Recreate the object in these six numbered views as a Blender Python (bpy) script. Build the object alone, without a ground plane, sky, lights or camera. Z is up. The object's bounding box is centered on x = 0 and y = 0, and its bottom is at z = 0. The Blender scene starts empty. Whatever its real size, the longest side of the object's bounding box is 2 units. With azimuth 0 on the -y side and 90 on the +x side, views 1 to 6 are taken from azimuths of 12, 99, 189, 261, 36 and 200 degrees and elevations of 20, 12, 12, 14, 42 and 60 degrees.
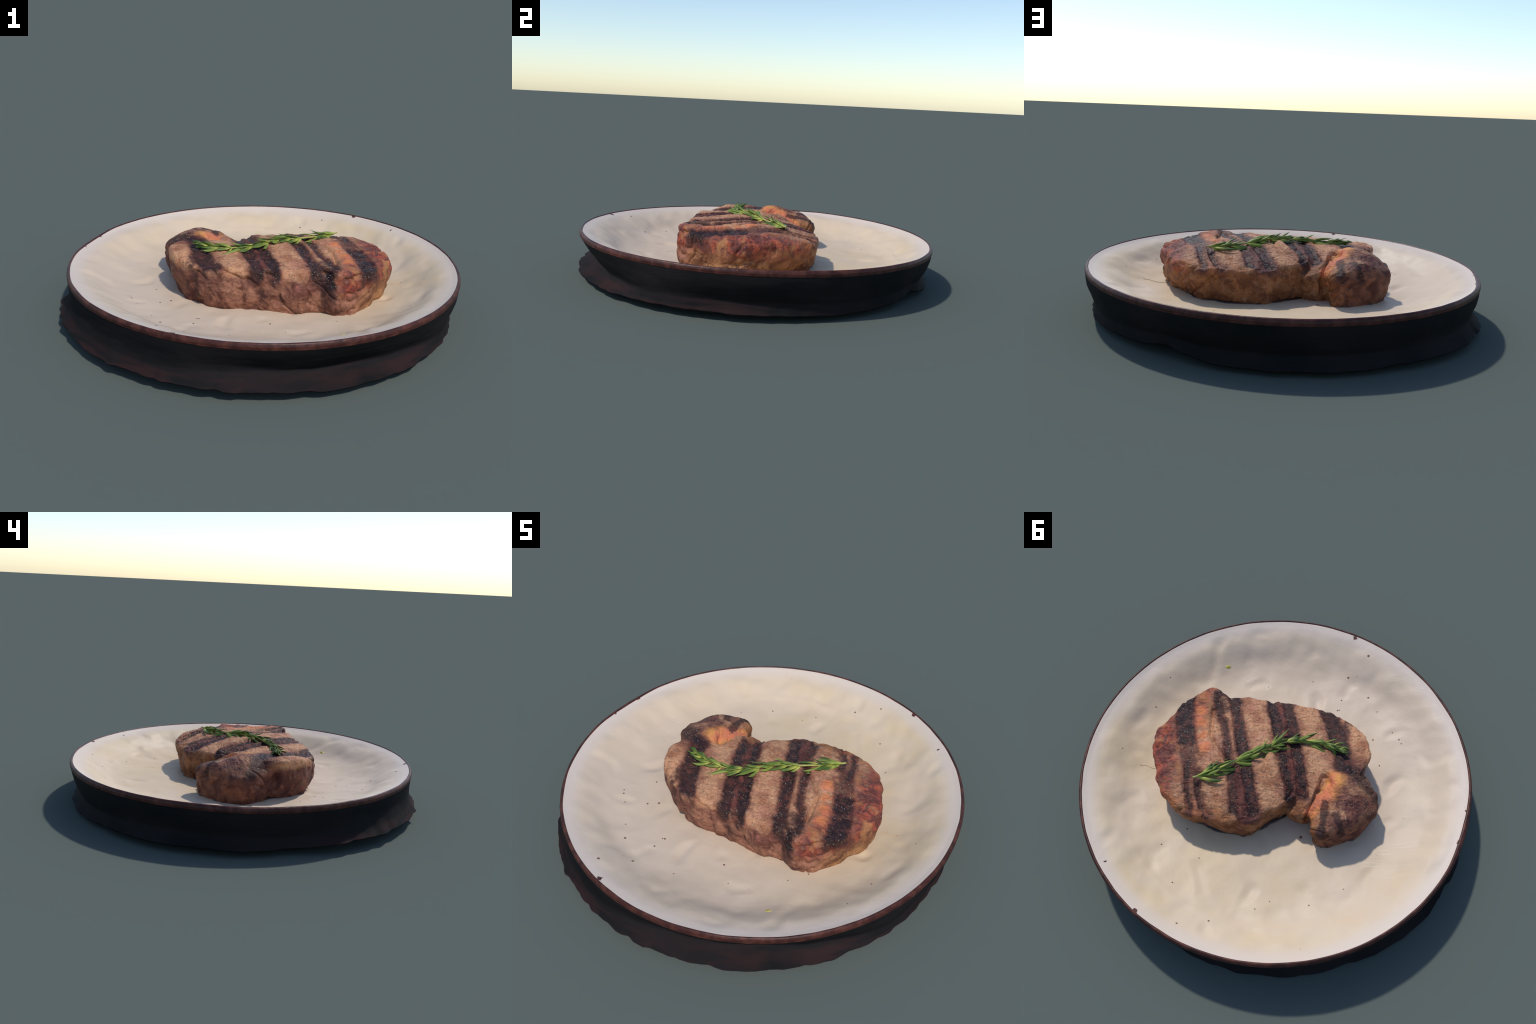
"""A grilled rib steak with a rosemary sprig on a rustic, brown-rimmed cream plate."""
import bpy
import math
import random
import numpy as np
from mathutils import Vector, Matrix

random.seed(7)
RNG = np.random.default_rng(11)

# ------------------------------------------------------------------ noise ---
PERM = np.random.default_rng(5).permutation(256)
PERM = np.concatenate([PERM, PERM, PERM])
GRAD = np.random.default_rng(6).normal(size=(256, 3))
GRAD /= np.linalg.norm(GRAD, axis=1)[:, None]


def gnoise(p):
    """Gradient noise in about -0.7..0.7 at points p (n, 3)."""
    p = np.asarray(p, float)
    i = np.floor(p).astype(int)
    f = p - i
    i &= 255
    w = f * f * f * (f * (f * 6 - 15) + 10)
    out = 0
    for dx in (0, 1):
        for dy in (0, 1):
            for dz in (0, 1):
                h = PERM[PERM[PERM[i[:, 0] + dx] + i[:, 1] + dy] + i[:, 2] + dz]
                d = (GRAD[h] * (f - (dx, dy, dz))).sum(1)
                k = (w[:, 0] if dx else 1 - w[:, 0]) * (w[:, 1] if dy else 1 - w[:, 1]) * (w[:, 2] if dz else 1 - w[:, 2])
                out = out + d * k
    return out


def fbm(p, scale, octaves=3, gain=0.5, shift=0.0):
    p = np.asarray(p, float) * scale + shift
    total, amp = 0, 1.0
    for _ in range(octaves):
        total = total + amp * gnoise(p)
        p, amp = p * 2.03 + 17.3, amp * gain
    return total


def ang_noise(theta, freq, shift=0.0, octaves=2):
    """Noise around a circle: seamless over theta."""
    r = freq / (2 * math.pi)
    p = np.stack([np.cos(theta) * r, np.sin(theta) * r, np.zeros_like(theta) + shift], -1)
    return fbm(p, 1.0, octaves)


def smooth01(lo, hi, x):
    t = np.clip((x - lo) / (hi - lo), 0, 1)
    return t * t * (3 - 2 * t)


def smax(a, b, k):
    h = np.clip(0.5 + 0.5 * (a - b) / k, 0, 1)
    return b + (a - b) * h + k * h * (1 - h)


def smin(a, b, k):
    return -smax(-a, -b, k)


# ---------------------------------------------------------- node language ---
class X:
    """A shader socket that can be used in ordinary arithmetic."""
    nt = None

    def __init__(self, s):
        self.s = s

    def __add__(a, b): return op('ADD', a, b)
    __radd__ = __add__
    def __sub__(a, b): return op('SUBTRACT', a, b)
    def __rsub__(a, b): return op('SUBTRACT', b, a)
    def __mul__(a, b): return op('MULTIPLY', a, b)
    __rmul__ = __mul__
    def __truediv__(a, b): return op('DIVIDE', a, b)
    def __neg__(a): return op('MULTIPLY', a, -1.0)


def plug(socket, v):
    if isinstance(v, X):
        X.nt.links.new(v.s, socket)
    else:
        socket.default_value = v


def op(kind, *args, clamp=False):
    n = X.nt.nodes.new('ShaderNodeMath')
    n.operation = kind
    n.use_clamp = clamp
    for i, a in enumerate(args):
        plug(n.inputs[i], a)
    return X(n.outputs[0])


def is_node(*a):
    return any(isinstance(v, X) for v in a)


def f_abs(a): return op('ABSOLUTE', a) if is_node(a) else np.abs(a)
def f_sqrt(a): return op('SQRT', a) if is_node(a) else np.sqrt(a)
def f_max(a, b): return op('MAXIMUM', a, b) if is_node(a, b) else np.maximum(a, b)
def f_min(a, b): return op('MINIMUM', a, b) if is_node(a, b) else np.minimum(a, b)


def f_clamp(a):
    return op('ADD', a, 0.0, clamp=True) if is_node(a) else np.clip(a, 0, 1)


def f_step(lo, hi, x):
    if not is_node(x):
        return smooth01(lo, hi, x)
    if lo > hi:
        return 1.0 - f_step(hi, lo, x)
    n = X.nt.nodes.new('ShaderNodeMapRange')
    n.interpolation_type = 'SMOOTHSTEP'
    plug(n.inputs[0], x)
    n.inputs[1].default_value, n.inputs[2].default_value = lo, hi
    return X(n.outputs[0])


def coords():
    n = X.nt.nodes.new('ShaderNodeTexCoord')
    s = X.nt.nodes.new('ShaderNodeSeparateXYZ')
    X.nt.links.new(n.outputs['Object'], s.inputs[0])
    return X(n.outputs['Object']), X(s.outputs[0]), X(s.outputs[1]), X(s.outputs[2])


def vec(x, y, z):
    n = X.nt.nodes.new('ShaderNodeCombineXYZ')
    for i, v in enumerate((x, y, z)):
        plug(n.inputs[i], v)
    return X(n.outputs[0])


def n_noise(v, scale, detail=3.0, rough=0.55, distort=0.0):
    n = X.nt.nodes.new('ShaderNodeTexNoise')
    plug(n.inputs['Vector'], v)
    n.inputs['Scale'].default_value = scale
    n.inputs['Detail'].default_value = detail
    n.inputs['Roughness'].default_value = rough
    n.inputs['Distortion'].default_value = distort
    return X(n.outputs[0])


def n_voronoi(v, scale, rand=1.0):
    n = X.nt.nodes.new('ShaderNodeTexVoronoi')
    plug(n.inputs['Vector'], v)
    n.inputs['Scale'].default_value = scale
    n.inputs['Randomness'].default_value = rand
    s = X.nt.nodes.new('ShaderNodeSeparateColor')
    X.nt.links.new(n.outputs['Color'], s.inputs[0])
    return X(n.outputs['Distance']), X(s.outputs[0]), X(s.outputs[1])


def mix(a, b, f):
    n = X.nt.nodes.new('ShaderNodeMix')
    n.data_type = 'RGBA'
    plug(n.inputs[0], f)
    for s, c in ((n.inputs[6], a), (n.inputs[7], b)):
        plug(s, c if isinstance(c, X) else (*c, 1.0))
    return X(n.outputs[2])


def new_material(name):
    m = bpy.data.materials.new(name)
    m.use_nodes = True
    X.nt = m.node_tree
    return m, m.node_tree.nodes['Principled BSDF']


def bump(height, strength, distance, bsdf):
    n = X.nt.nodes.new('ShaderNodeBump')
    n.inputs['Strength'].default_value = strength
    n.inputs['Distance'].default_value = distance
    plug(n.inputs['Height'], height)
    X.nt.links.new(n.outputs[0], bsdf.inputs['Normal'])


# ------------------------------------------------------------ mesh helpers ---
def mesh_object(name, verts, faces, material, parent=None, smooth=True):
    me = bpy.data.meshes.new(name)
    me.from_pydata([tuple(v) for v in np.asarray(verts, float)], [], [tuple(int(i) for i in f) for f in faces])
    me.materials.append(material)
    me.polygons.foreach_set('use_smooth', [smooth] * len(me.polygons))
    me.update()
    o = bpy.data.objects.new(name, me)
    bpy.context.scene.collection.objects.link(o)
    if parent:
        o.parent = parent
    return o


def empty(name, label, category):
    o = bpy.data.objects.new(name, None)
    bpy.context.scene.collection.objects.link(o)
    o['label'], o['category'] = label, category
    return o


def ring_faces(rows, n, flip=False):
    """Quads between consecutive closed rings of n vertices."""
    f = []
    for r in range(rows - 1):
        for k in range(n):
            a, b = r * n + k, r * n + (k + 1) % n
            q = (a, b, b + n, a + n)
            f.append(q[::-1] if flip else q)
    return f


def closed_spline(pts, sub=6):
    """Catmull-Rom through control points, closed."""
    p = np.asarray(pts, float)
    a, b, c, d = np.roll(p, 1, 0), p, np.roll(p, -1, 0), np.roll(p, -2, 0)
    out = []
    for t in np.arange(sub) / sub:
        out.append(0.5 * (2 * b + (c - a) * t + (2 * a - 5 * b + 4 * c - d) * t * t + (3 * b - a - 3 * c + d) * t ** 3))
    return np.stack(out, 1).reshape(-1, p.shape[1])


def open_spline(pts, n):
    p = np.asarray(pts, float)
    p = np.vstack([2 * p[0] - p[1], p, 2 * p[-1] - p[-2]])
    s = np.linspace(0, len(p) - 3 - 1e-9, n)
    i = np.floor(s).astype(int)
    t = (s - i)[:, None]
    a, b, c, d = p[i], p[i + 1], p[i + 2], p[i + 3]
    return 0.5 * (2 * b + (c - a) * t + (2 * a - 5 * b + 4 * c - d) * t * t + (3 * b - a - 3 * c + d) * t ** 3)


def angle_curve(theta, table):
    """Smooth periodic interpolation of (degrees, value) control points."""
    d = np.array([t[0] for t in table], float)
    v = np.array([t[1] for t in table], float)
    x = (np.degrees(theta) + 180) % 360 - 180
    d = np.concatenate([d - 360, d, d + 360])
    v = np.concatenate([v, v, v])
    i = np.clip(np.searchsorted(d, x, 'right') - 1, 1, len(d) - 3)
    t = (x - d[i]) / (d[i + 1] - d[i])
    t = t * t * (3 - 2 * t)
    return v[i] * (1 - t) + v[i + 1] * t


# ================================================================== PLATE ===
CX, CY = 0.007, 0.015
FRONT = ([0, .5, .62, .70, .758, .80, .83, .86, .893, .93, .962], [.104, .112, .121, .134, .152, .178, .197, .213, .227, .243, .2530])
SIDE = ([0, .5, .62, .70, .758, .79, .82, .86, .89, .92, .945, .962], [.104, .110, .117, .128, .143, .158, .177, .207, .219, .228, .235, .2435])
BACK = ([0, .33, .6, .738, .78, .81, .85, .892, .93, .962], [.104, .106, .111, .123, .137, .155, .178, .198, .216, .2345])


def profile(r, table):
    """Smoothed lookup so that the bowl has no hard rings."""
    acc = 0
    for o in (-.03, -.015, 0, .015, .03):
        acc = acc + np.interp(np.abs(r + o * np.clip((.95 - r) / .1, 0, 1)), *table)
    return acc / 5


def plate_z(x, y, dents=True):
    r = np.hypot(x - CX, y - CY)
    a = np.arctan2(y - CY, x - CX)
    front, back = np.clip(-np.sin(a), 0, 1) ** 2, np.clip(np.sin(a), 0, 1) ** 2
    z = front * profile(r, FRONT) + back * profile(r, BACK) + np.cos(a) ** 2 * profile(r, SIDE)
    z = z + (.0045 * (x - CX)) * smooth01(.5, .95, r)
    if dents:
        p = np.stack([x, y, np.zeros_like(x)], -1)
        amount = smooth01(.12, .45, r) * (1 - smooth01(.86, .95, r))
        # thrown by hand: broad shallow dents, deeper on the rising wall
        wall = smooth01(.60, .80, r)
        soft = fbm(p, 6.0, 2, 0.45, 3.1) * (.006 + .008 * wall)
        swell = fbm(p, 3.2, 1, 0.5, 9.0) * .010
        pit = np.clip(fbm(p, 8.0, 1, 0.5, 41.0) - .12, 0, 1) ** 1.7 * .062
        small = fbm(p, 14.0, 1, 0.5, 23.0) * (.0015 + .0035 * wall)
        z = z + amount * (soft + swell + small - pit + .002)
        z = z + .0028 * back * np.exp(-((r - .785) / .013) ** 2)
    return z


# spots of iron in the glaze that show singly: x, y, radius
SPOTS = [(-.370, -.344, .0078), (-.411, -.383, .0062), (-.482, -.238, .0055), (-.543, -.412, .0055), (-.560, -.392, .0045),
         (-.499, -.449, .0045), (-.321, -.628, .0070), (-.180, -.510, .0062), (-.190, -.515, .0040), (-.183, -.577, .0055),
         (-.182, -.718, .0070), (-.260, -.838, .0085), (.145, -.469, .0062), (.002, -.651, .0038), (.231, -.547, .0038),
         (.763, -.210, .0048), (.747, -.392, .0040), (.819, .097, .0038), (.489, -.290, .0042), (.437, -.379, .0038),
         (.067, .822, .0058), (.193, .887, .0055), (.305, .690, .0050), (-.208, .270, .0095), (-.349, .600, .0050),
         (-.482, .475, .0038), (.436, .517, .0048), (.233, .528, .0040), (-.112, .693, .0038), (-.166, .635, .0038),
         (.347, .397, .0048), (-.389, -.557, .0040)]
# chips where the brown body shows at the edge of the glaze
CHIPS = [(.388, .903, .016), (-.157, -.925, .013), (-.85, .49, .008), (-.955, -.05, .012), (-.95, .13, .016), (.62, .72, .006)]


def glaze_material():
    m, b = new_material('cream_glaze')
    v, x, y, z = coords()
    cloud = n_noise(v, 2.3, 3)
    fine = n_noise(v, 9.0, 4)
    c = mix((.645, .505, .358), (.625, .475, .300), f_step(.38, .66, cloud))
    warm = f_step(-.35, .75, y * 0.8 + x * 0.35 + (cloud - .5) * .8)
    c = mix((.60, .472, .362), c, f_clamp(warm * 0.75 + .25))
    c = mix(c, (.54, .42, .31), f_step(.55, .8, fine) * .35)
    r = f_sqrt((x - CX) * (x - CX) + (y - CY) * (y - CY))
    c = mix(c, (.63, .525, .455), f_step(.87, .955, r) * .75)
    # scattered pinhead specks
    for scale, size, keep, k in ((9.0, .040, .50, .60), (17.0, .050, .66, .50), (30.0, .06, .72, .40)):
        d, rnd, tone = n_voronoi(vec(x, y, 0.0), scale)
        c = mix(c, (.20, .095, .07), f_step(size, size * .45, d) * f_step(keep, keep + .02, rnd) * (k * .6 + tone * k * .4))
    wob = n_noise(v, 160.0, 2)
    for px, py, pr in SPOTS:
        d = f_sqrt((x - px) * (x - px) + (y - py) * (y - py)) + (wob - .5) * .004
        c = mix(c, (.130, .048, .036), f_step(pr * 1.1, pr * .5, d) * .92)
    edge = n_noise(v, 60.0, 3)
    for px, py, pr in CHIPS:
        d = f_sqrt((x - px) * (x - px) + (y - py) * (y - py)) + (edge - .5) * .03
        c = mix(c, (.075, .028, .022), f_step(pr, pr * .7, d))
    # faint pale streaks: reflections off the well's crease, painted into the glaze
    s = n_noise(vec(x * 1.5 + y * 5.0, y * 90.0 - x * 25.0, 0.0), 2.2, 2)
    zone = f_step(.22, .06, f_sqrt((x + .62) * (x + .62) + (y - .28) * (y - .28))) + f_step(.16, .03, f_sqrt((x + .5) * (x + .5) + (y + .74) * (y + .74)))
    c = mix(c, (.74, .68, .58), f_step(.60, .70, s) * f_clamp(zone) * .55)
    plug(b.inputs['Base Color'], c)
    b.inputs['Roughness'].default_value = .47
    b.inputs['Specular IOR Level'].default_value = .20
    bump(n_noise(v, 38.0, 3), .12, .01, b)
    return m


def rim_material():
    m, b = new_material('brown_glazed_edge')
    v, x, y, z = coords()
    n = n_noise(v, 22.0, 5)
    c = mix((.046, .014, .011), (.105, .034, .024), f_step(.38, .70, n))
    c = mix(c, (.20, .12, .10), f_step(.70, .80, n_noise(v, 70.0, 3)) * .35)
    plug(b.inputs['Base Color'], c)
    b.inputs['Roughness'].default_value = .42
    b.inputs['Specular IOR Level'].default_value = .22
    bump(n_noise(v, 55.0, 3), .35, .006, b)
    return m


def wall_material():
    m, b = new_material('dark_unglazed_side')
    v, x, y, z = coords()
    big = n_noise(v, 2.6, 4)
    streak = n_noise(vec(x * 3.0, y * 3.0, z * 28.0), 1.6, 4)
    c = mix((.0095, .0095, .0100), (.0165, .0140, .0145), f_step(.35, .68, big))  # base colour darkened to match the shadow on the plate's back side
    # red-brown dust along the ragged foot, strongest on the front and fading out behind
    foot_tint = f_step(.13, .035, z + (big - .5) * .16) * f_step(.36, .66, streak) * f_step(.75, -.45, y - x * .25)
    c = mix(c, (.036, .0165, .0160), foot_tint * .8)
    plug(b.inputs['Base Color'], c)
    b.inputs['Roughness'].default_value = .80
    b.inputs['Specular IOR Level'].default_value = .08
    bump(streak, .25, .01, b)
    return m


def build_plate():
    root = empty('dinner_plate', 'cream glazed stoneware plate with brown rim and dark ragged foot', 'plate')
    n = 540
    th = np.linspace(0, 2 * math.pi, n, endpoint=False)
    ct, st = np.cos(th), np.sin(th)
    tilt = .0055 * -st + .0065 * ct * 0
    border = .9635 + .0035 * ang_noise(th, 40, 2.0) - .010 * np.exp(-((np.degrees(th) - 176) / 9) ** 2)
    rim_r = .980 + .0016 * ang_noise(th, 30, 8.0)

    def ring(r, z):
        r, z = np.broadcast_to(r, th.shape), np.broadcast_to(z, th.shape)
        return np.stack([CX + r * ct, CY + r * st, z], -1)

    # glazed well
    rows = np.concatenate([[.004], np.linspace(.02, 1.0, 130)])
    well = []
    for q in rows:
        r = q * border
        well.append(ring(r, plate_z(CX + r * ct, CY + r * st)))
    verts = np.concatenate(well)
    faces = ring_faces(len(rows), n)
    faces.append(tuple(range(n)))
    mesh_object('glazed_well', verts, faces, glaze_material(), root)
    edge_z = well[-1][:, 2]

    # brown rolled rim: a small bead from the glaze edge over the lip to a ledge
    bead = [(0.0, 0.0), (.15, .0035), (.35, .0050), (.58, .0035), (.80, -.001), (.95, -.007), (1.0, -.012), (.98, -.0160), (.93, -.0190), (.97, -.0215), (.92, -.0240), (.84, -.0255)]
    rim = []
    for k, dz in bead:
        rim.append(ring(border + (rim_r - border) * k, edge_z + dz + .0012 * ang_noise(th, 50, 4.0 + k)))
    rim[0] = well[-1].copy()
    verts = np.concatenate(rim)
    mesh_object('rim', verts, ring_faces(len(bead), n), rim_material(), root)

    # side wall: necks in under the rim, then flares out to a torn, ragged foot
    neck = angle_curve(th, [(-178, .944), (-150, .970), (-120, .968), (-100, .960), (-78, .905), (-56, .880), (-38, .905), (-18, .955), (10, .920), (40, .945), (65, .930), (95, .922), (115, .932), (140, .948)])
    foot_r = angle_curve(th, [(-174, .962), (-165, 1.004), (-157, 1.016), (-147, 1.029), (-138, 1.025), (-120, 1.026), (-108, 1.017), (-92, 1.012), (-82, 1.003), (-65, .984), (-41, .976),
                              (-27, .966), (-16, .963), (-5, .955), (14, .953), (24, .948), (40, .945), (60, .938), (69, .930), (76, .950), (92, .962),
                              (112, .976), (125, .980), (137, .995), (150, 1.003), (160, .999), (171, 1.000), (179, .990)])
    foot_z = angle_curve(th, [(-170, .040), (-158, .058), (-148, .060), (-120, .057), (-92, .056), (-65, .046), (-41, .037), (-16, .042), (14, .038), (40, .033),
                              (60, .041), (69, .060), (75, .048), (83, .028), (101, .025), (117, .027), (137, .036), (158, .038), (176, .036)])
    late = angle_curve(th, [(-180, .52), (-168, .45), (-140, .32), (-110, .35), (-88, .45), (-70, .68), (-50, .70), (-25, .55), (20, .45), (75, .50), (95, .68), (115, .58), (135, .5), (160, .5)])
    bow = angle_curve(th, [(-180, 2.2), (-110, 1.8), (-90, 1.1), (-40, 1.05), (-20, 1.6), (20, 2.0), (70, 2.0), (95, 1.3), (130, 1.8)])
    rag = angle_curve(th, [(-170, .6), (-140, 1.0), (-80, 1.0), (-20, .7), (20, .5), (80, .3), (120, .6), (160, .6)])
    jag = np.abs(ang_noise(th, 26, 1.0, 3)) * 2.2 - .5
    rag_r = rag * (.015 * jag + .008 * ang_noise(th, 90, 7.0) - .010 * np.clip(ang_noise(th, 55, 17.0) - .12, 0, 1) * 3)
    foot_z = foot_z - rag * .010 * ang_noise(th, 38, 5.0, 3)
    top = rim[-1]
    top_r = np.hypot(top[:, 0] - CX, top[:, 1] - CY)
    wall = [top]
    for t in np.linspace(0, 1, 34)[1:]:
        z = top[:, 2] * (1 - t) + foot_z * t
        lean = min(t / .72, 1.0)
        r_in = top_r + (neck - top_r) * (lean ** bow)
        flare = np.clip((t - late) / (1 - late), 0, 1) ** 2.3
        r = r_in + (foot_r + rag_r - neck) * flare
        fold = np.sin(math.pi * t) * (.010 * ang_noise(th, 9, 20.0 + t * 1.2) + .004 * ang_noise(th, 34, 30.0 + t * 2.5))
        wall.append(ring(r + fold + .0015 * np.sin(math.pi * t) * ang_noise(th, 120, 40 + t * 6), z))
    verts = np.concatenate(wall)
    mat = wall_material()
    mesh_object('side_wall', verts, ring_faces(len(wall), n), mat, root)

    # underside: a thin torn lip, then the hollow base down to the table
    lip = wall[-1]
    lr, lz = np.hypot(lip[:, 0] - CX, lip[:, 1] - CY), lip[:, 2]
    under = [lip, ring(lr - .003, lz - .006), ring(lr - .016, lz - .008), ring(lr - .06, lz * .8), ring(.80, .014), ring(.66, .003), ring(.5, 0.0), ring(.01, 0.0)]
    faces = ring_faces(len(under), n)
    faces.append(tuple(range((len(under) - 1) * n, len(under) * n))[::-1])
    mesh_object('underside', np.concatenate(under), faces, mat, root)
    return root


# ================================================================== STEAK ===
# plan outlines at the widest level
EYE = [(.655, .03), (.652, -.02), (.612, -.095), (.585, -.16), (.548, -.225), (.502, -.28), (.455, -.305), (.41, -.307), (.378, -.297), (.348, -.290),
       (.305, -.292), (.25, -.317), (.16, -.325), (.04, -.345), (-.045, -.352), (-.14, -.36), (-.21, -.352), (-.265, -.337), (-.32, -.305), (-.37, -.25),
       (-.415, -.18), (-.435, -.12), (-.42, -.04), (-.36, .0), (-.29, .015), (-.235, .02), (-.20, .045), (-.175, .09), (-.135, .16), (-.09, .215),
       (-.04, .265), (.005, .322), (.055, .357), (.12, .37), (.2, .376), (.27, .378), (.34, .387), (.42, .367), (.485, .328), (.53, .275), (.573, .225),
       (.61, .165), (.643, .09)]
CAP = [(-.39, -.105), (-.442, -.070), (-.486, -.030), (-.522, .018), (-.538, .07), (-.525, .14), (-.49, .205), (-.44, .25), (-.385, .287), (-.33, .31),
       (-.29, .307), (-.258, .283), (-.246, .245), (-.24, .205), (-.216, .172), (-.237, .13), (-.262, .08), (-.262, .01), (-.29, -.06), (-.34, -.12)]
# heights of the grilled face: x, y, z
EYE_TOP = [(.406, -.28, .340), (.356, .065, .338), (.457, -.158, .330), (.396, -.161, .330), (.133, -.165, .343), (.025, .02, .345), (.05, -.31, .324),
           (.011, .33, .272), (-.166, .102, .300), (-.121, .158, .295), (-.308, -.136, .331), (-.33, -.05, .334), (-.38, -.06, .330), (.353, .23, .325), (.60, .05, .308), (.55, .2, .302), (.3, .33, .288),
           (.25, .2, .322), (.5, .0, .325), (-.1, -.3, .329), (-.25, -.3, .306), (-.05, -.1, .336), (-.2, -.02, .325), (-.1, .1, .316), (.15, .1, .335),
           (-.40, -.12, .333), (-.40, -.19, .334), (-.35, -.25, .333), (.1, .25, .305), (.55, -.15, .318), (.25, -.28, .334)]
CAP_TOP = [(-.30, .037, .343), (-.288, .307, .276), (-.25, .106, .296), (-.40, .05, .344), (-.49, .05, .300), (-.40, .2, .314), (-.35, .27, .284),
           (-.5, .12, .280), (-.3, .15, .305), (-.44, -.05, .306), (-.36, -.06, .332)]
# sear marks: centre-line points (x, y) along the bar, half width, y range, strength
BARS = [
    ([(.12, -.30), (.078, -.227), (.028, -.12), (-.029, -.018), (-.059, .041), (-.119, .156)], .025, (-.45, .19), 1.0),
    ([(.047, -.322), (.008, -.249), (-.043, -.142), (-.09, -.05), (-.118, .023), (-.163, .102)], .025, (-.45, .15), .97),
    ([(.371, -.203), (.346, -.152), (.293, -.059), (.23, .055), (.180, .149), (.164, .203), (.119, .312)], .019, (-.25, .33), .88),
    ([(.313, -.251), (.255, -.158), (.206, -.064), (.171, .009), (.122, .123), (.076, .203), (.027, .285), (.004, .329)], .028, (-.40, .36), .97),
    ([(.560, -.185), (.543, -.150), (.504, -.044), (.468, .031), (.408, .138), (.364, .233)], .052, (-.30, .06), 1.0),
    ([(.560, -.185), (.543, -.150), (.504, -.044), (.468, .031), (.408, .138), (.364, .233)], .036, (.03, .21), .50),
    ([(.543, -.158), (.504, -.044), (.450, .05), (.408, .138), (.389, .227), (.369, .294), (.321, .37)], .018, (.13, .42), .9),
    ([(.338, .204), (.31, .276), (.253, .362)], .017, (.17, .42), .8),
    ([(-.178, -.333), (-.222, -.267), (-.272, -.169), (-.325, -.09), (-.335, -.03)], .046, (-.37, -.02), .95),
]
# burnt patches on the cap: segment ends and half width
SCORCH = [((-.295, .150), (-.312, .300), .020, .9), ((-.356, .199), (-.415, .269), .018, .85), ((-.376, -.039), (-.449, .0), .036, .8),
          ((-.449, .0), (-.515, .040), .036, .75), ((.410, -.268), (.388, -.305), .030, 1.0), ((-.30, -.06), (-.36, -.045), .022, .7),
          ((.345, -.20), (.39, -.245), .022, .7)]
SEAM = [(.405, -.185), (.397, -.162), (.378, -.087), (.361, -.034), (.313, .022), (.261, .062), (.231, .08)]
CLEFT = [(-.222, .235), (-.222, .185), (-.236, .135), (-.246, .085)]
FOLD = [(.035, -.01), (.029, .006), (.002, .053), (-.042, .113), (-.096, .155)]


def bar_marks(x, y, z, wob, fray):
    """Strength of the sear bars at a point; works on arrays and on shader sockets."""
    total = 0.0
    for pts, half, (y0, y1), k in BARS:
        p = np.array(pts)
        c2, c1, c0 = (float(v) for v in np.polyfit(p[:, 1], p[:, 0], 2))
        d = f_abs(x - (y * y * c2 + y * c1 + c0) + wob) + fray
        m = f_step(half * 1.20 + .003, half * .78, d) * f_step(y0 - .01, y0 + .02, y) * f_step(y1 + .02, y1 - .015, y) * k
        total = f_max(total, m)
    total = total * f_step(.215, .290, z)
    return total


def scorch_marks(x, y, z, wob):
    total = 0.0
    for (ax, ay), (bx, by), w, k in SCORCH:
        ex, ey = bx - ax, by - ay
        ll = ex * ex + ey * ey
        t = f_clamp((x - ax) * (ex / ll) + (y - ay) * (ey / ll))
        qx, qy = x - ax - t * ex, y - ay - t * ey
        d = f_sqrt(qx * qx + qy * qy) + wob
        total = f_max(total, f_step(w * 1.35, w * .5, d) * k)
    return total * f_step(.20, .27, z)


def polyline_distance(x, y, pts):
    d = np.full(x.shape, 9.0)
    pts = np.asarray(pts, float)
    for a, b in zip(pts[:-1], pts[1:]):
        e = b - a
        t = np.clip(((x - a[0]) * e[0] + (y - a[1]) * e[1]) / (e @ e), 0, 1)
        d = np.minimum(d, np.hypot(x - a[0] - t * e[0], y - a[1] - t * e[1]))
    return d


def signed_distance(x, y, outline):
    """Distance to a closed outline, negative inside."""
    d = polyline_distance(x, y, np.vstack([outline, outline[:1]]))
    inside = np.zeros(x.shape, bool)
    for a, b in zip(outline, np.roll(outline, -1, 0)):
        if a[1] != b[1]:
            hit = ((a[1] > y) != (b[1] > y)) & (x < (b[0] - a[0]) * (y - a[1]) / (b[1] - a[1]) + a[0])
            inside ^= hit
    return np.where(inside, -d, d)


def thin_plate(points):
    """Smooth height surface through scattered (x, y, z) points."""
    p = np.array(points)
    def kern(r2): return .5 * r2 * np.log(r2 + 1e-9)
    n = len(p)
    r2 = ((p[:, None, :2] - p[None, :, :2]) ** 2).sum(-1)
    a = np.zeros((n + 3, n + 3))
    a[:n, :n] = kern(r2) + np.eye(n) * .0006
    a[:n, n:] = np.hstack([np.ones((n, 1)), p[:, :2]])
    a[n:, :n] = a[:n, n:].T
    w = np.linalg.solve(a, np.concatenate([p[:, 2], np.zeros(3)]))

    def height(x, y):
        out = w[n] + w[n + 1] * x + w[n + 2] * y
        for i in range(n):
            out = out + w[i] * kern((x - p[i, 0]) ** 2 + (y - p[i, 1]) ** 2)
        return out
    return height


eye_top = thin_plate(EYE_TOP)
cap_top = thin_plate(CAP_TOP)


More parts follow.
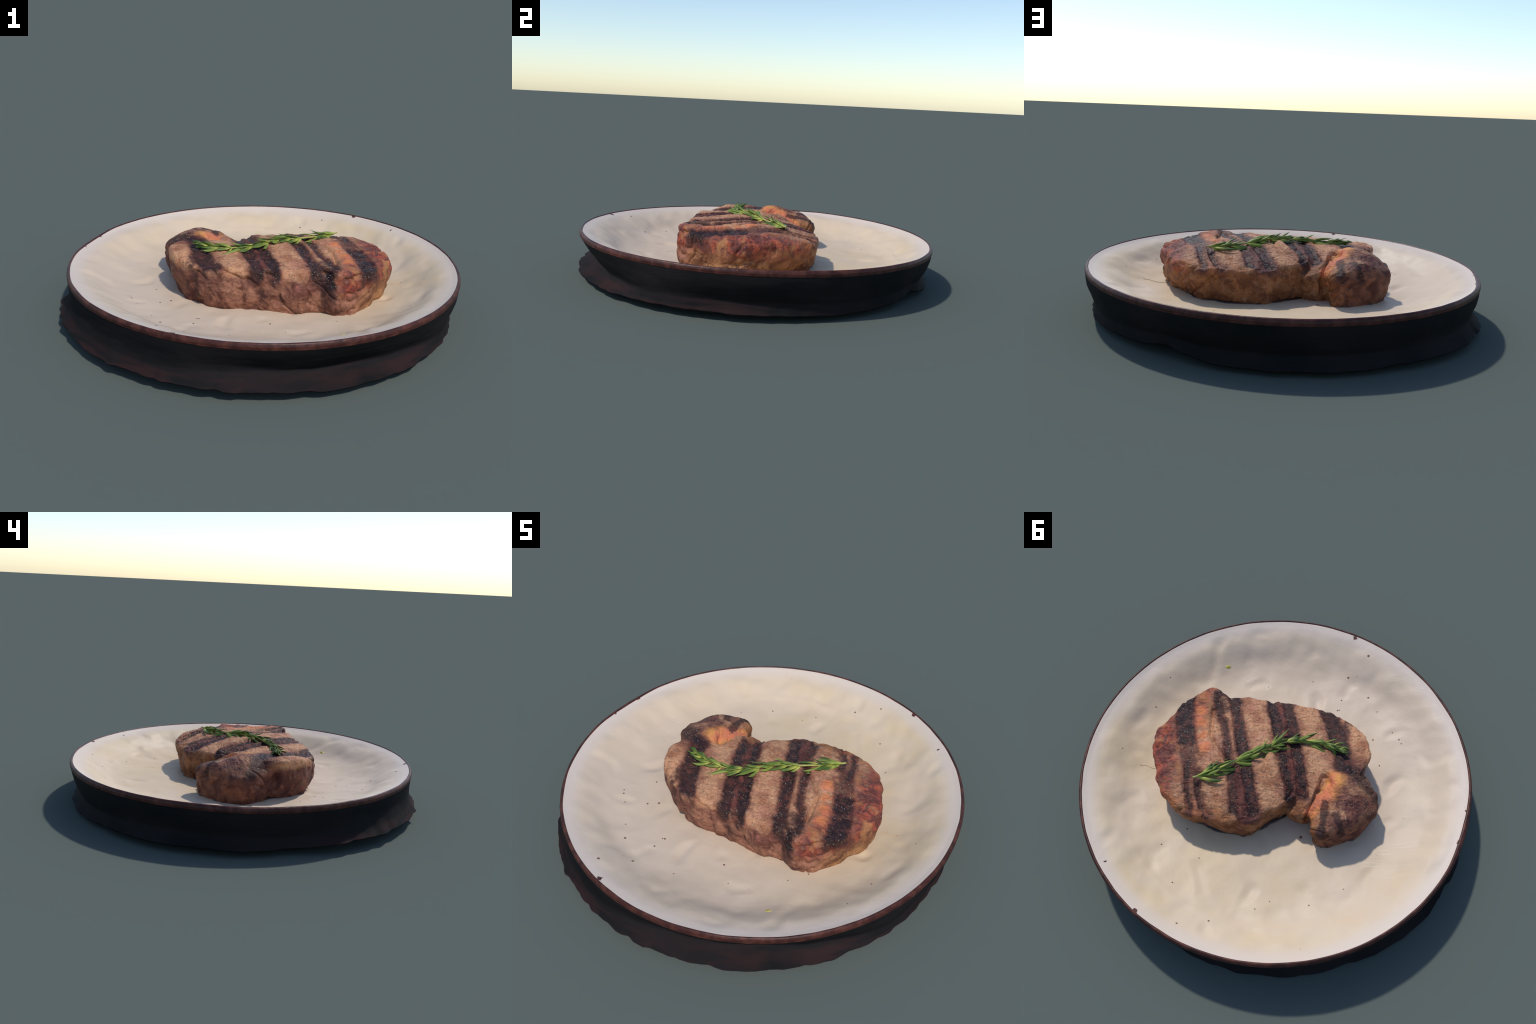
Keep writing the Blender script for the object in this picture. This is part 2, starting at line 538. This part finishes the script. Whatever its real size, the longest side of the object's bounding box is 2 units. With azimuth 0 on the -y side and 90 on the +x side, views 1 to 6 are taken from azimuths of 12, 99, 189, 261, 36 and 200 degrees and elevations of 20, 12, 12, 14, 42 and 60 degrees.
def surface_nets(f, origin, h):
    """Quad mesh of the zero level of a sampled field, negative inside."""
    s = f < 0
    nx, ny, nz = f.shape
    cnt = np.zeros((nx - 1, ny - 1, nz - 1), np.float32)
    acc = np.zeros((nx - 1, ny - 1, nz - 1, 3), np.float32)
    corner = lambda a, i, j, k: a[i:nx - 1 + i, j:ny - 1 + j, k:nz - 1 + k]
    for ax in range(3):
        u, v = [q for q in range(3) if q != ax]
        for p in (0, 1):
            for q in (0, 1):
                c0 = [0, 0, 0]
                c0[u], c0[v] = p, q
                c1 = list(c0)
                c1[ax] = 1
                f0, f1 = corner(f, *c0), corner(f, *c1)
                m = (f0 < 0) != (f1 < 0)
                t = np.where(m, f0 / np.where(m, f0 - f1, 1), 0)
                cnt += m
                acc[..., u] += m * p
                acc[..., v] += m * q
                acc[..., ax] += np.where(m, t, 0)
    act = cnt > 0
    idx = np.full(act.shape, -1, np.int64)
    idx[act] = np.arange(act.sum())
    cell = np.argwhere(act)
    verts = (cell + acc[act] / cnt[act][:, None]) * h + np.asarray(origin)
    quads = []
    for ax in range(3):
        u, v = (ax + 1) % 3, (ax + 2) % 3
        a, b = np.moveaxis(s, ax, 0)[:-1], np.moveaxis(s, ax, 0)[1:]
        e = np.moveaxis(a != b, 0, ax)
        ins = np.moveaxis(a, 0, ax)
        pos = np.argwhere(e)
        pos = pos[(pos[:, u] > 0) & (pos[:, v] > 0) & (pos[:, u] < f.shape[u] - 1) & (pos[:, v] < f.shape[v] - 1)]
        du, dv = np.eye(3, dtype=int)[u], np.eye(3, dtype=int)[v]
        get = lambda c: idx[c[:, 0], c[:, 1], c[:, 2]]
        q = np.stack([get(pos - du - dv), get(pos - dv), get(pos), get(pos - du)], 1)
        out = ins[pos[:, 0], pos[:, 1], pos[:, 2]]
        q[~out] = q[~out][:, ::-1]
        quads.append(q)
    return verts, np.concatenate(quads)


def steak_field(h=.0042):
    x = np.arange(-.60, .72, h)
    y = np.arange(-.42, .45, h)
    z = np.arange(.075, .385, h)
    gx, gy = np.meshgrid(x, y, indexing='ij')
    wob = fbm(np.stack([gx.ravel(), gy.ravel(), gx.ravel() * 0], -1), 9.0, 3).reshape(gx.shape) * .006
    d_eye = signed_distance(gx, gy, closed_spline(EYE)) + wob
    d_cap = signed_distance(gx, gy, closed_spline(CAP)) + wob
    t_eye, t_cap = eye_top(gx, gy), cap_top(gx, gy)
    # the fatty web that joins cap and eye low in the notch
    d_web = smin(np.hypot(gx + .172, gy - .137) - .100, np.hypot(gx + .250, gy - .045) - .060, .02) + wob
    t_web = .300 - .62 * np.clip((gx + .205) * .65 + (gy - .128) * .76, -.03, 1) - .9 * np.clip(-.225 - gx, 0, .03) + 1.5 * wob
    grow = .001 + .010 * smooth01(-.05, -.25, gy) - .005 * smooth01(.45, .60, gx) - .003 * smooth01(.1, .3, gx) * smooth01(.1, .3, gy)
    out = np.empty((len(x), len(y), len(z)), np.float32)
    heading = np.degrees(np.arctan2(gy - .05, gx - .2))
    undercut = .017 + .080 * np.exp(-((heading - 36) / 30) ** 2) + .016 * np.exp(-((heading - 175) / 40) ** 2) + .024 * np.exp(-((heading + 152) / 24) ** 2) + .012 * fbm(np.stack([gx.ravel(), gy.ravel(), gx.ravel() * 0 + 5], -1), 5.0, 2).reshape(gx.shape)
    for k, zz in enumerate(z):
        t = (zz - .10) / .22
        inset = undercut * np.clip(1 - t / .62, 0, 1.2) ** 1.5 + .004 * np.clip((t - .6) / .4, 0, 1.2) ** 2
        eye = smax(d_eye + inset - grow, zz - t_eye, .030)
        cap = smax(d_cap + inset * .62, zz - t_cap, .055)
        web = smax(d_web + inset, zz - t_web, .03)
        body = smin(smin(eye, cap, .012), web, .018)
        out[:, :, k] = np.maximum(body, .090 - zz)
    return out, (x[0], y[0], z[0])


def steak_material():
    m, b = new_material('grilled_beef')
    v, x, y, z = coords()
    big = n_noise(v, 4.5, 3)
    mid = n_noise(v, 13.0, 4)
    small = n_noise(v, 32.0, 4, .6)
    fine = n_noise(v, 85.0, 4, .65)
    fibre = n_noise(vec(x * .7 + y * .25, y * 3.2 - x * .9, z * 3.2), 30.0, 5, .65, .3)
    wrinkle = n_noise(vec(x * .8, y * 2.2, z * 2.2), 13.0, 3, .5, .8)

    # grilled face: tan muscle with browner, pinker and paler patches
    top = f_step(.262, .300, z + (mid - .5) * .06)
    face = mix((.545, .275, .145), (.345, .140, .070), f_step(.42, .68, mid))
    face = mix(face, (.500, .215, .140), f_step(.50, .70, n_noise(v, 7.0, 3)) * .6)
    face = mix(face, (.270, .105, .062), f_step(.52, .70, n_noise(v, 8.5, 5, .65)) * .55)
    face = mix(face, (.620, .375, .220), f_step(.56, .74, small) * .55)

    # the sides differ: pink-brown in front, orange-brown behind, golden at the narrow end, dark round the cap
    patch = n_noise(v, 11.0, 6, .68, .7)
    front = mix((.355, .158, .096), (.115, .040, .028), f_step(.40, .64, patch))
    front = mix(front, (.430, .155, .115), f_step(.55, .70, n_noise(v, 11.0, 3)) * .5)
    back = mix((.345, .145, .058), (.150, .054, .024), f_step(.38, .64, patch))
    back = mix(back, (.400, .200, .105), f_step(.52, .70, n_noise(v, 15.0, 4, .6, .8)) * .6)
    gold = mix((.420, .205, .090), (.155, .062, .032), f_step(.42, .66, patch))
    dark = mix((.215, .082, .050), (.070, .025, .022), f_step(.38, .60, patch))
    dark = mix(dark, (.300, .120, .060), f_step(.54, .70, mid) * .7)
    side = mix(front, back, f_step(-.12, .12, y + (big - .5) * .3))
    side = mix(side, gold, f_step(.46, .60, x + (big - .5) * .2))
    capz = f_step(-.26, -.36, x - f_step(.0, -.2, y) * .12 + (big - .5) * .16)
    side = mix(side, dark, capz * .85)
    c = mix(side, face, top)

    # fibres, fine wrinkles and pits
    c = mix(c, (.190, .078, .048), f_step(.55, .74, fibre) * .45)
    c = mix(c, (.660, .430, .290), f_step(.46, .30, fibre) * .25 * top)
    line = f_abs(wrinkle - .5)
    c = mix(c, (.100, .038, .030), f_step(.016, .003, line) * f_step(.50, .66, n_noise(v, 7.0, 2)) * top * .60)
    slope = f_abs(n_noise(vec(x + z * .6, y - z * .5, z * .7), 5.0, 4, .55, .9) - .5)
    c = mix(c, (.090, .038, .028), f_step(.030, .002, slope) * (1.0 - top) * f_step(.42, .6, n_noise(v, 8.0, 2)) * .75)
    c = mix(c, (.120, .048, .034), f_step(.52, .68, fine) * .60)
    pit = n_noise(v, 140.0, 3, .6)
    c = mix(c, (.085, .036, .028), f_step(.60, .70, pit) * .50)
    c = mix(c, (.70, .47, .31), f_step(.40, .30, pit) * top * .35)

    # dark red-brown rind over the cap and the seared shoulder beside it
    rind = capz * f_step(-.16, -.06, y + x * .2 + .08) * f_step(.72, .48, n_noise(v, 9.0, 4, .6, .5))
    c = mix(c, mix((.145, .050, .040), (.070, .024, .024), f_step(.4, .6, small)), rind * top * .95)

    # chewed red end with yellow-brown glints
    red = f_step(.42, .54, x + (mid - .5) * .16 + f_abs(y - .02) * .18) * f_step(.17, .27, z)
    tone = n_noise(v, 21.0, 5, .65, .7)
    rc = mix((.360, .075, .042), (.100, .024, .027), f_step(.38, .58, tone))
    rc = mix(rc, (.420, .190, .075), f_step(.50, .66, n_noise(v, 13.0, 4)) * .75)
    c = mix(c, rc, red * .92)
    rim_glow = f_step(.10, .26, y) * f_step(.24, .265, z) * f_step(.305, .28, z) * f_step(.05, .3, x)
    c = mix(c, (.46, .16, .06), rim_glow * f_step(.40, .60, n_noise(v, 12.0, 3)) * .7)

    # orange fat along the seam and on the ridge of the cap
    blob = 0.0
    for px, py, rad in ((.361, .054, .044), (.395, -.02, .030), (.440, -.090, .050), (.458, -.155, .046), (.425, .0, .024)):
        d = f_sqrt((x - px) * (x - px) + (y - py) * (y - py)) + (mid - .5) * .07 + (small - .5) * .03
        blob = f_max(blob, f_step(rad * 1.15, rad * .35, d) * f_step(.26, .29, z))
    c = mix(c, mix((.560, .135, .075), (.620, .195, .070), f_step(.4, .6, n_noise(v, 20.0, 3))), blob * .80)
    ridge = 0.0
    for px, py, pz, rad in ((-.305, .03, .325, .076), (-.297, .09, .305, .074), (-.280, .145, .285, .066), (-.238, .19, .255, .050), (-.225, .14, .225, .070), (-.255, .21, .20, .035), (-.20, .09, .25, .05)):
        d = f_sqrt((x - px) * (x - px) + (y - py) * (y - py) + (z - pz) * (z - pz)) + (mid - .5) * .055 + (small - .5) * .02
        ridge = f_max(ridge, f_step(rad, rad * .4, d))
    fat = mix((.690, .290, .080), (.640, .190, .095), f_step(.40, .60, n_noise(v, 11.0, 3)))
    c = mix(c, mix(fat, (.34, .10, .05), f_step(.56, .70, small) * .6), ridge * .92)

    # sear marks: rusty scorch round ragged black bars
    wob = (n_noise(v, 6.0, 2) - .5) * .050 + (n_noise(v, 34.0, 3) - .5) * .030
    fray = (fine - .5) * .022 + (small - .5) * .020 + (n_noise(vec(x, y, z + 3.0), 7.0, 2) - .46) * .030
    bars = bar_marks(x, y, z, wob, fray)
    halo = bar_marks(x, y, z, wob, fray - .011)
    scorch = bar_marks(x, y, z, wob * 1.6 + (mid - .5) * .03, fray * 1.5 - .030)
    c = mix(c, mix((.290, .120, .072), (.200, .075, .050), f_step(.4, .6, small)), scorch * f_step(.30, .62, n_noise(v, 15.0, 4)) * .75)
    rust1 = f_step(.052, .030, f_abs(x + y * .52 + .076 + wob) + fray) * f_step(.17, .10, y) * f_step(-.36, -.31, y) * f_step(.25, .29, z)
    rust2 = f_step(.062, .036, f_abs(x + y * .48 - .216 + wob) + fray) * f_step(.03, .12, y) * f_step(.225, .27, z)
    rust3 = f_step(.070, .040, f_abs(x + y * .60 - .475 + wob) + fray) * f_step(.02, .06, y) * f_step(.25, .28, z) * f_step(.36, .62, n_noise(v, 20.0, 3))
    rust = f_max(f_max(rust1, rust2), rust3 * .8)
    rusty = mix((.062, .020, .019), (.150, .042, .034), f_step(.42, .62, small))
    c = mix(c, rusty, f_max(halo * .70, rust * .94))
    char = mix((.021, .013, .015), (.105, .034, .026), f_step(.45, .66, n_noise(v, 30.0, 4, .65)))
    c = mix(c, char, bars * f_step(.26, .50, n_noise(v, 22.0, 4) + bars * .14) * .93)
    # scorch runs down the front below the bars
    drip = 0.0
    for px, w in ((.055, .035), (.135, .018), (.352, .030), (.40, .035), (-.175, .022), (-.26, .03)):
        drip = f_max(drip, f_step(w, w * .3, f_abs(x - px + (z - .25) * .35 + (mid - .5) * .09)) * f_step(-.22, -.27, y))
    drip = drip * f_step(.12, .17, z + (mid - .5) * .1) * f_step(.38, .58, n_noise(v, 18.0, 3))
    c = mix(c, (.065, .028, .023), drip * .9)
    sc = scorch_marks(x, y, z, (mid - .5) * .05 + (n_noise(v, 45.0, 3) - .5) * .03)
    c = mix(c, mix((.015, .012, .015), (.050, .020, .019), f_step(.45, .62, small)), sc * .94)

    # pepper on the sides, salt drawn as pale glints over the grilled face
    d, rnd, tone = n_voronoi(v, 48.0)
    c = mix(c, (.035, .017, .016), f_step(.22, .11, d) * f_step(.86, .88, rnd) * (1.0 - top) * .85)
    jit = (fine - .5) * .03
    d, rnd, tone = n_voronoi(vec(x + jit, y * 1.7 - jit, z), 118.0)
    sparkle = f_step(.36, .18, d) * f_step(.58, .62, rnd) * f_step(.25, .285, z) * f_step(.42, .60, n_noise(v, 8.0, 3) + bars * .10 + rust * .06)
    c = mix(c, mix((.56, .44, .16), (.66, .56, .46), f_step(.35, .65, tone)), sparkle * (.28 + tone * .55))
    plug(b.inputs['Base Color'], c)
    plug(b.inputs['Roughness'], .50 - bars * .12)
    b.inputs['Specular IOR Level'].default_value = .13
    bump(fine * .45 + fibre * .5 + small * .6 + sparkle * .4 + mid * .4, .75, .010, b)
    return m


def build_steak():
    root = empty('grilled_steak', 'thick grilled rib steak with dark sear bars and orange fat', 'food')
    h = .0042
    f, origin = steak_field(h)
    v, q = surface_nets(f, origin, h)
    tmp = bpy.data.meshes.new('tmp')
    tmp.from_pydata(v.tolist(), [], q.tolist())
    nv = np.empty(len(v) * 3, np.float32)
    tmp.vertex_normals.foreach_get('vector', nv)
    nv = nv.reshape(-1, 3)
    bpy.data.meshes.remove(tmp)
    x, y, z = v.T
    side = 1 - smooth01(.55, .9, nv[:, 2])
    flat = np.stack([x, y, z * .55], -1)
    disp = side * (.024 * fbm(flat, 6.0, 2, .5, 2.0) + .012 * fbm(v, 15.0, 2, .5, 8.0) + .0030 * fbm(v, 50.0, 2, .5, 5.0))
    # a few slanting folds and creases in the side
    rid = 1 - np.abs(fbm(np.stack([x + z * .9, y - z * .7, z * .8 + x * .3], -1), 6.5, 2, .5, 31.0)) * 6.0
    disp -= side * .012 * np.clip(rid, 0, 1) ** 2 * np.clip(fbm(v, 5.0, 1, .5, 61.0) * 3 + .5, 0, 1)
    # separate rounded muscles along the front, parted by upright creases
    front = smooth01(-.20, -.28, y) * side
    for x0, lean, width, depth in ((.353, .20, .022, .004), (.085, .45, .022, .011), (-.005, .15, .014, .008), (-.150, .70, .020, .012), (-.255, .1, .016, .009), (.475, .3, .016, .009)):
        disp -= depth * np.exp(-((x - x0 - lean * (z - .22)) / width) ** 2) * front
    for x0, z0, wx, wz, hh in ((.22, .20, .09, .07, .010), (-.06, .21, .07, .06, .012), (.42, .22, .05, .07, .010), (-.20, .20, .05, .06, .008), (-.40, .24, .05, .06, .010)):
        disp += hh * np.exp(-((x - x0) / wx) ** 2 - ((z - z0) / wz) ** 2) * front
    # upright crease between the cap and the shoulder
    disp -= .024 * smooth01(.33, .27, z) * np.exp(-((x + .445 - (z - .2) * .12) ** 2 + (y + .112) ** 2) / .030 ** 2) * side * smooth01(.11, .17, z)
    face = 1 - side
    disp += face * (.0055 * fbm(v, 10.0, 2, .5, 12.0) + .0038 * fbm(v, 24.0, 3, .55, 3.0))
    crk = 1 - np.abs(fbm(np.stack([x, y * 2.2, z], -1), 15.0, 3, .5, 77.0)) * 6
    disp -= face * .0045 * np.clip(crk, 0, 1) ** 2
    wob = fbm(v, 8.0, 1) * .02
    bars = bar_marks(x, y, z, wob * 0, 0 * x)
    disp -= .0085 * bars * face
    # fat seam, the raised fold and the chewed red end
    disp -= .016 * np.exp(-(polyline_distance(x, y, SEAM) / .010) ** 2) * face
    disp -= .024 * np.exp(-(polyline_distance(x, y, CLEFT) / .011) ** 2) * smooth01(.12, .2, z)
    disp += .010 * np.exp(-(polyline_distance(x, y, FOLD) / .020) ** 2) * face
    disp -= .010 * np.exp(-((polyline_distance(x, y, FOLD) - .032) / .010) ** 2) * face * (x > -.2)
    for bx, by, br, bh in ((.361, .054, .035, .010), (.44, -.09, .04, .009), (.458, -.155, .035, .007), (.58, .06, .03, .008), (.56, .17, .03, .007)):
        disp += bh * np.exp(-((x - bx) ** 2 + (y - by) ** 2) / br ** 2) * face
    end = smooth01(.48, .58, x) * face
    disp += end * .016 * fbm(np.stack([x, y, z], -1), 19.0, 2, .6, 50.0)
    # puncture holes on the left shoulder
    for hx, hy, hz, hr, hd in ((-.392, -.225, .265, .020, .018), (-.445, -.112, .225, .032, .026), (-.30, -.325, .235, .018, .012), (.39, -.19, .325, .012, .012), (-.05, -.345, .275, .022, .012)):
        disp -= hd * np.exp(-((x - hx) ** 2 + (y - hy) ** 2 + (z - hz) ** 2) / hr ** 2)
    v = v + nv * disp[:, None]
    v[:, 2] = np.maximum(v[:, 2], .088)

    whole = bpy.data.meshes.new('whole')
    whole.from_pydata(v.tolist(), [], q.tolist())
    nv = np.empty(len(v) * 3, np.float32)
    whole.vertex_normals.foreach_get('vector', nv)
    nv = nv.reshape(-1, 3)
    bpy.data.meshes.remove(whole)
    mat = steak_material()
    ctr = v[q].mean(1)
    cap_side = signed_distance(ctr[:, 0], ctr[:, 1], closed_spline(CAP)) < signed_distance(ctr[:, 0], ctr[:, 1], closed_spline(EYE))
    for name, pick in (('eye_muscle', ~cap_side), ('cap_muscle', cap_side)):
        used, inv = np.unique(q[pick], return_inverse=True)
        o = mesh_object(name, v[used], inv.reshape(-1, 4), mat, root)
        o.data.normals_split_custom_set_from_vertices(nv[used].tolist())

    # thin dark brown band round the base
    m, b = new_material('dark_brown_band')
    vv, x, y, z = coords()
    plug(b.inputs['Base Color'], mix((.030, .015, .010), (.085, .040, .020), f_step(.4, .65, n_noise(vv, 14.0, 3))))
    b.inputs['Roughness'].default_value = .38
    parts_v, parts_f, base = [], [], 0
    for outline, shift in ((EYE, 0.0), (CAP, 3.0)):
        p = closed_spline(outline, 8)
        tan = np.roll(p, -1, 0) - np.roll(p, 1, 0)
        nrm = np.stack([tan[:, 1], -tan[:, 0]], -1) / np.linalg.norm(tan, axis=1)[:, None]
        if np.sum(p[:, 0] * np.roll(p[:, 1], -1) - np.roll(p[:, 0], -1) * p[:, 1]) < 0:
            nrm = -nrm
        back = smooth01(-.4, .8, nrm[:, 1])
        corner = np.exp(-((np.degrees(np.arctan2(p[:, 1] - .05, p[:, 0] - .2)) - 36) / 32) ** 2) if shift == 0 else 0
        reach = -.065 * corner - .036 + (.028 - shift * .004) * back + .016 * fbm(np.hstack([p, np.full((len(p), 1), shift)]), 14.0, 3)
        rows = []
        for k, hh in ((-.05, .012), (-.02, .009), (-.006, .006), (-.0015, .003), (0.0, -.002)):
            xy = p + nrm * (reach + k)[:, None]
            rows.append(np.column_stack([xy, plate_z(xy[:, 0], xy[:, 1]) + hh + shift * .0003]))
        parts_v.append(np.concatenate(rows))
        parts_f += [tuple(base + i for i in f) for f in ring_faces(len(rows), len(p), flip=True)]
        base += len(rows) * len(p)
    o = mesh_object('dark_base_band', np.concatenate(parts_v), parts_f, m, root)
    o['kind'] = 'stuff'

    # a loose thread of meat beside the narrow end
    m, b = new_material('meat_thread')
    vv, x, y, z = coords()
    plug(b.inputs['Base Color'], mix((.60, .40, .24), (.48, .16, .10), f_step(.69, .71, x)))
    b.inputs['Roughness'].default_value = .6
    path = open_spline([(.59, .105), (.62, .124), (.65, .131), (.68, .128), (.707, .139), (.712, .133)], 24)
    pts = np.column_stack([path, plate_z(path[:, 0], path[:, 1]) + .0008])
    tube('meat_fibre', pts, np.full(24, .0009), m, root, 6)
    return root


def tube(name, pts, radii, material, parent, sides=8):
    pts = np.asarray(pts, float)
    tan = np.gradient(pts, axis=0)
    tan /= np.linalg.norm(tan, axis=1)[:, None]
    a = np.cross(tan, (0, 0, 1.0))
    a /= np.linalg.norm(a, axis=1)[:, None]
    b = np.cross(a, tan)
    th = np.linspace(0, 2 * math.pi, sides, endpoint=False)
    v = np.concatenate([p + r * (np.cos(th)[:, None] * u + np.sin(th)[:, None] * w) for p, r, u, w in zip(pts, radii, a, b)])
    f = ring_faces(len(pts), sides, flip=True)
    f.append(tuple(range(sides)))
    f.append(tuple(range((len(pts) - 1) * sides, len(pts) * sides))[::-1])
    return mesh_object(name, v, f, material, parent)


# =============================================================== ROSEMARY ===
STEM = [(.355, .228), (.318, .201), (.279, .166), (.187, .082), (.091, -.001), (.010, -.078), (-.092, -.133), (-.184, -.144), (-.245, -.141), (-.300, -.138)]


def needle_mesh(name, bend, twist, width):
    """One rosemary needle along +x, unit length, convex above and rolled under."""
    n, sides = 11, 8
    v = []
    for i in range(n):
        t = i / (n - 1)
        w = width * (min(1, .35 + t * 3.2) * (1 - smooth01(.62, 1.0, t) * .93))
        hgt = w * .42
        cz = bend * t * t
        cy = twist * math.sin(t * 2.2)
        for k in range(sides):
            a = 2 * math.pi * k / sides
            yy, zz = math.cos(a), math.sin(a)
            zz = zz * (1.0 if zz > 0 else .45) - .35 * yy * yy
            v.append((t, cy + w * yy, cz + hgt * zz))
    f = ring_faces(n, sides)
    f.append(tuple(range(sides))[::-1])
    f.append(tuple(range((n - 1) * sides, n * sides)))
    me = bpy.data.meshes.new(name)
    me.from_pydata(v, [], f)
    me.polygons.foreach_set('use_smooth', [True] * len(me.polygons))
    me.update()
    return me


def build_rosemary():
    root = empty('rosemary_sprig', 'fresh green rosemary sprig lying across the steak', 'herb')
    m, b = new_material('rosemary_leaf')
    v, x, y, z = coords()
    info = X.nt.nodes.new('ShaderNodeObjectInfo')
    rnd = X(info.outputs['Random'])
    c = mix((.055, .100, .018), (.225, .285, .046), rnd)
    c = mix((.52, .52, .10), c, f_step(.0, .50, x + (rnd - .5) * .25))
    c = mix(c, (.035, .080, .016), f_step(.10, .02, f_abs(y) * 2.2 + (n_noise(v, 9.0, 2) - .5) * .1) * .35)
    plug(b.inputs['Base Color'], c)
    b.inputs['Roughness'].default_value = .48
    b.inputs['Specular IOR Level'].default_value = .3
    tr = X.nt.nodes.new('ShaderNodeBsdfTranslucent')
    plug(tr.inputs[0], mix(c, (.25, .38, .04), .4))
    mx = X.nt.nodes.new('ShaderNodeMixShader')
    mx.inputs[0].default_value = .14
    X.nt.links.new(b.outputs[0], mx.inputs[1])
    X.nt.links.new(tr.outputs[0], mx.inputs[2])
    X.nt.links.new(mx.outputs[0], X.nt.nodes['Material Output'].inputs[0])
    ms, b = new_material('rosemary_stem')
    v, x, y, z = coords()
    plug(b.inputs['Base Color'], mix((.30, .27, .07), (.42, .38, .10), f_step(.4, .6, n_noise(v, 40.0, 3))))
    b.inputs['Roughness'].default_value = .55

    n = 80
    xy = open_spline(STEM, n)
    zz = np.array([float(eye_top(np.float64(a), np.float64(bb))) for a, bb in xy])
    s = np.linspace(0, 1, n)
    lift = .008 + .002 * np.sin(s * math.pi) + .012 * (1 - smooth01(0, .12, s))
    pts = np.column_stack([xy, zz + lift])
    tube('stem', pts, np.interp(s, [0, .05, .5, 1], [.0035, .0055, .0050, .0028]), ms, root, 8)
    meshes = [needle_mesh('leaf', bd, tw, w) for bd, tw, w in ((-.10, .06, .062), (-.20, -.10, .055), (.06, .12, .058), (-.05, -.16, .068), (.02, .02, .064), (-.14, .18, .056))]
    for me in meshes:
        me.materials.append(m)
    rr = random.Random(21)
    nodes = [(.085, 6), (.15, 7), (.215, 9), (.26, 5), (.345, 9), (.40, 7), (.46, 8), (.53, 7), (.60, 8), (.655, 5), (.72, 8), (.80, 8), (.86, 6), (.91, 7), (.955, 7)]
    for t, whorl in nodes:
        i = min(int(t * (n - 1)), n - 2)
        g = (Vector(pts[i + 1]) - Vector(pts[max(i - 1, 0)])).normalized()
        sidev = g.cross(Vector((0, 0, 1))).normalized()
        up = sidev.cross(g).normalized()
        for w in range(whorl):
            phi = math.radians(-112 + 224 * (w + rr.uniform(.0, 1.0)) / whorl)
            out = (up * math.cos(phi) * .26 + sidev * math.sin(phi)).normalized()
            late = smooth01(.6, 1.0, t)
            spread = math.radians(rr.triangular(4, 30 + 14 * late, 12))
            d = (g * math.cos(spread) + out * math.sin(spread)).normalized()
            d.z = max(d.z, -.10)
            d.normalize()
            length = rr.uniform(.065, .140) * (1 - .52 * late)
            zax = (out - d * out.dot(d)).normalized()
            zax = (zax + Vector((0, 0, 1.0))).normalized()
            yax = zax.cross(d).normalized()
            zax = d.cross(yax).normalized()
            o = bpy.data.objects.new('leaf', meshes[rr.randrange(len(meshes))])
            bpy.context.scene.collection.objects.link(o)
            o.parent = root
            rot = Matrix((d, yax, zax)).transposed().to_4x4()
            wide = rr.uniform(.105, .160) / length
            sc = Matrix.Diagonal((length, length * wide, length * wide, 1))
            o.matrix_world = Matrix.Translation(Vector(pts[i]) + out * .002 - g * rr.uniform(0, .015)) @ rot @ sc
    return root


def build_oil_drop():
    m, b = new_material('olive_oil')
    v, x, y, z = coords()
    plug(b.inputs['Base Color'], mix((.50, .40, .06), (.62, .50, .14), f_step(.4, .6, n_noise(v, 60.0, 2))))
    b.inputs['Roughness'].default_value = .2
    ox, oy = .482, -.587
    n, rows, verts = 40, 7, []
    th = np.linspace(0, 2 * math.pi, n, endpoint=False)
    rad = 1 + .35 * ang_noise(th, 5, 3.0)
    for k in range(rows):
        q = 1 - k / rows
        px = .0175 * q * rad * np.cos(th)
        py = .0085 * q * rad * np.sin(th)
        a = math.radians(30)
        xx, yy = ox + px * math.cos(a) - py * math.sin(a), oy + px * math.sin(a) + py * math.cos(a)
        verts.append(np.column_stack([xx, yy, plate_z(xx, yy) - .0004 + .0035 * math.sqrt(1 - q * q + 1e-6)]))
    f = ring_faces(rows, n)
    f.append(tuple(range((rows - 1) * n, rows * n)))
    o = mesh_object('oil_drop', np.concatenate(verts), f, m)
    o['label'], o['category'] = 'small yellow drop of oil on the plate', 'oil drop'


build_plate()
build_steak()
build_rosemary()
build_oil_drop()
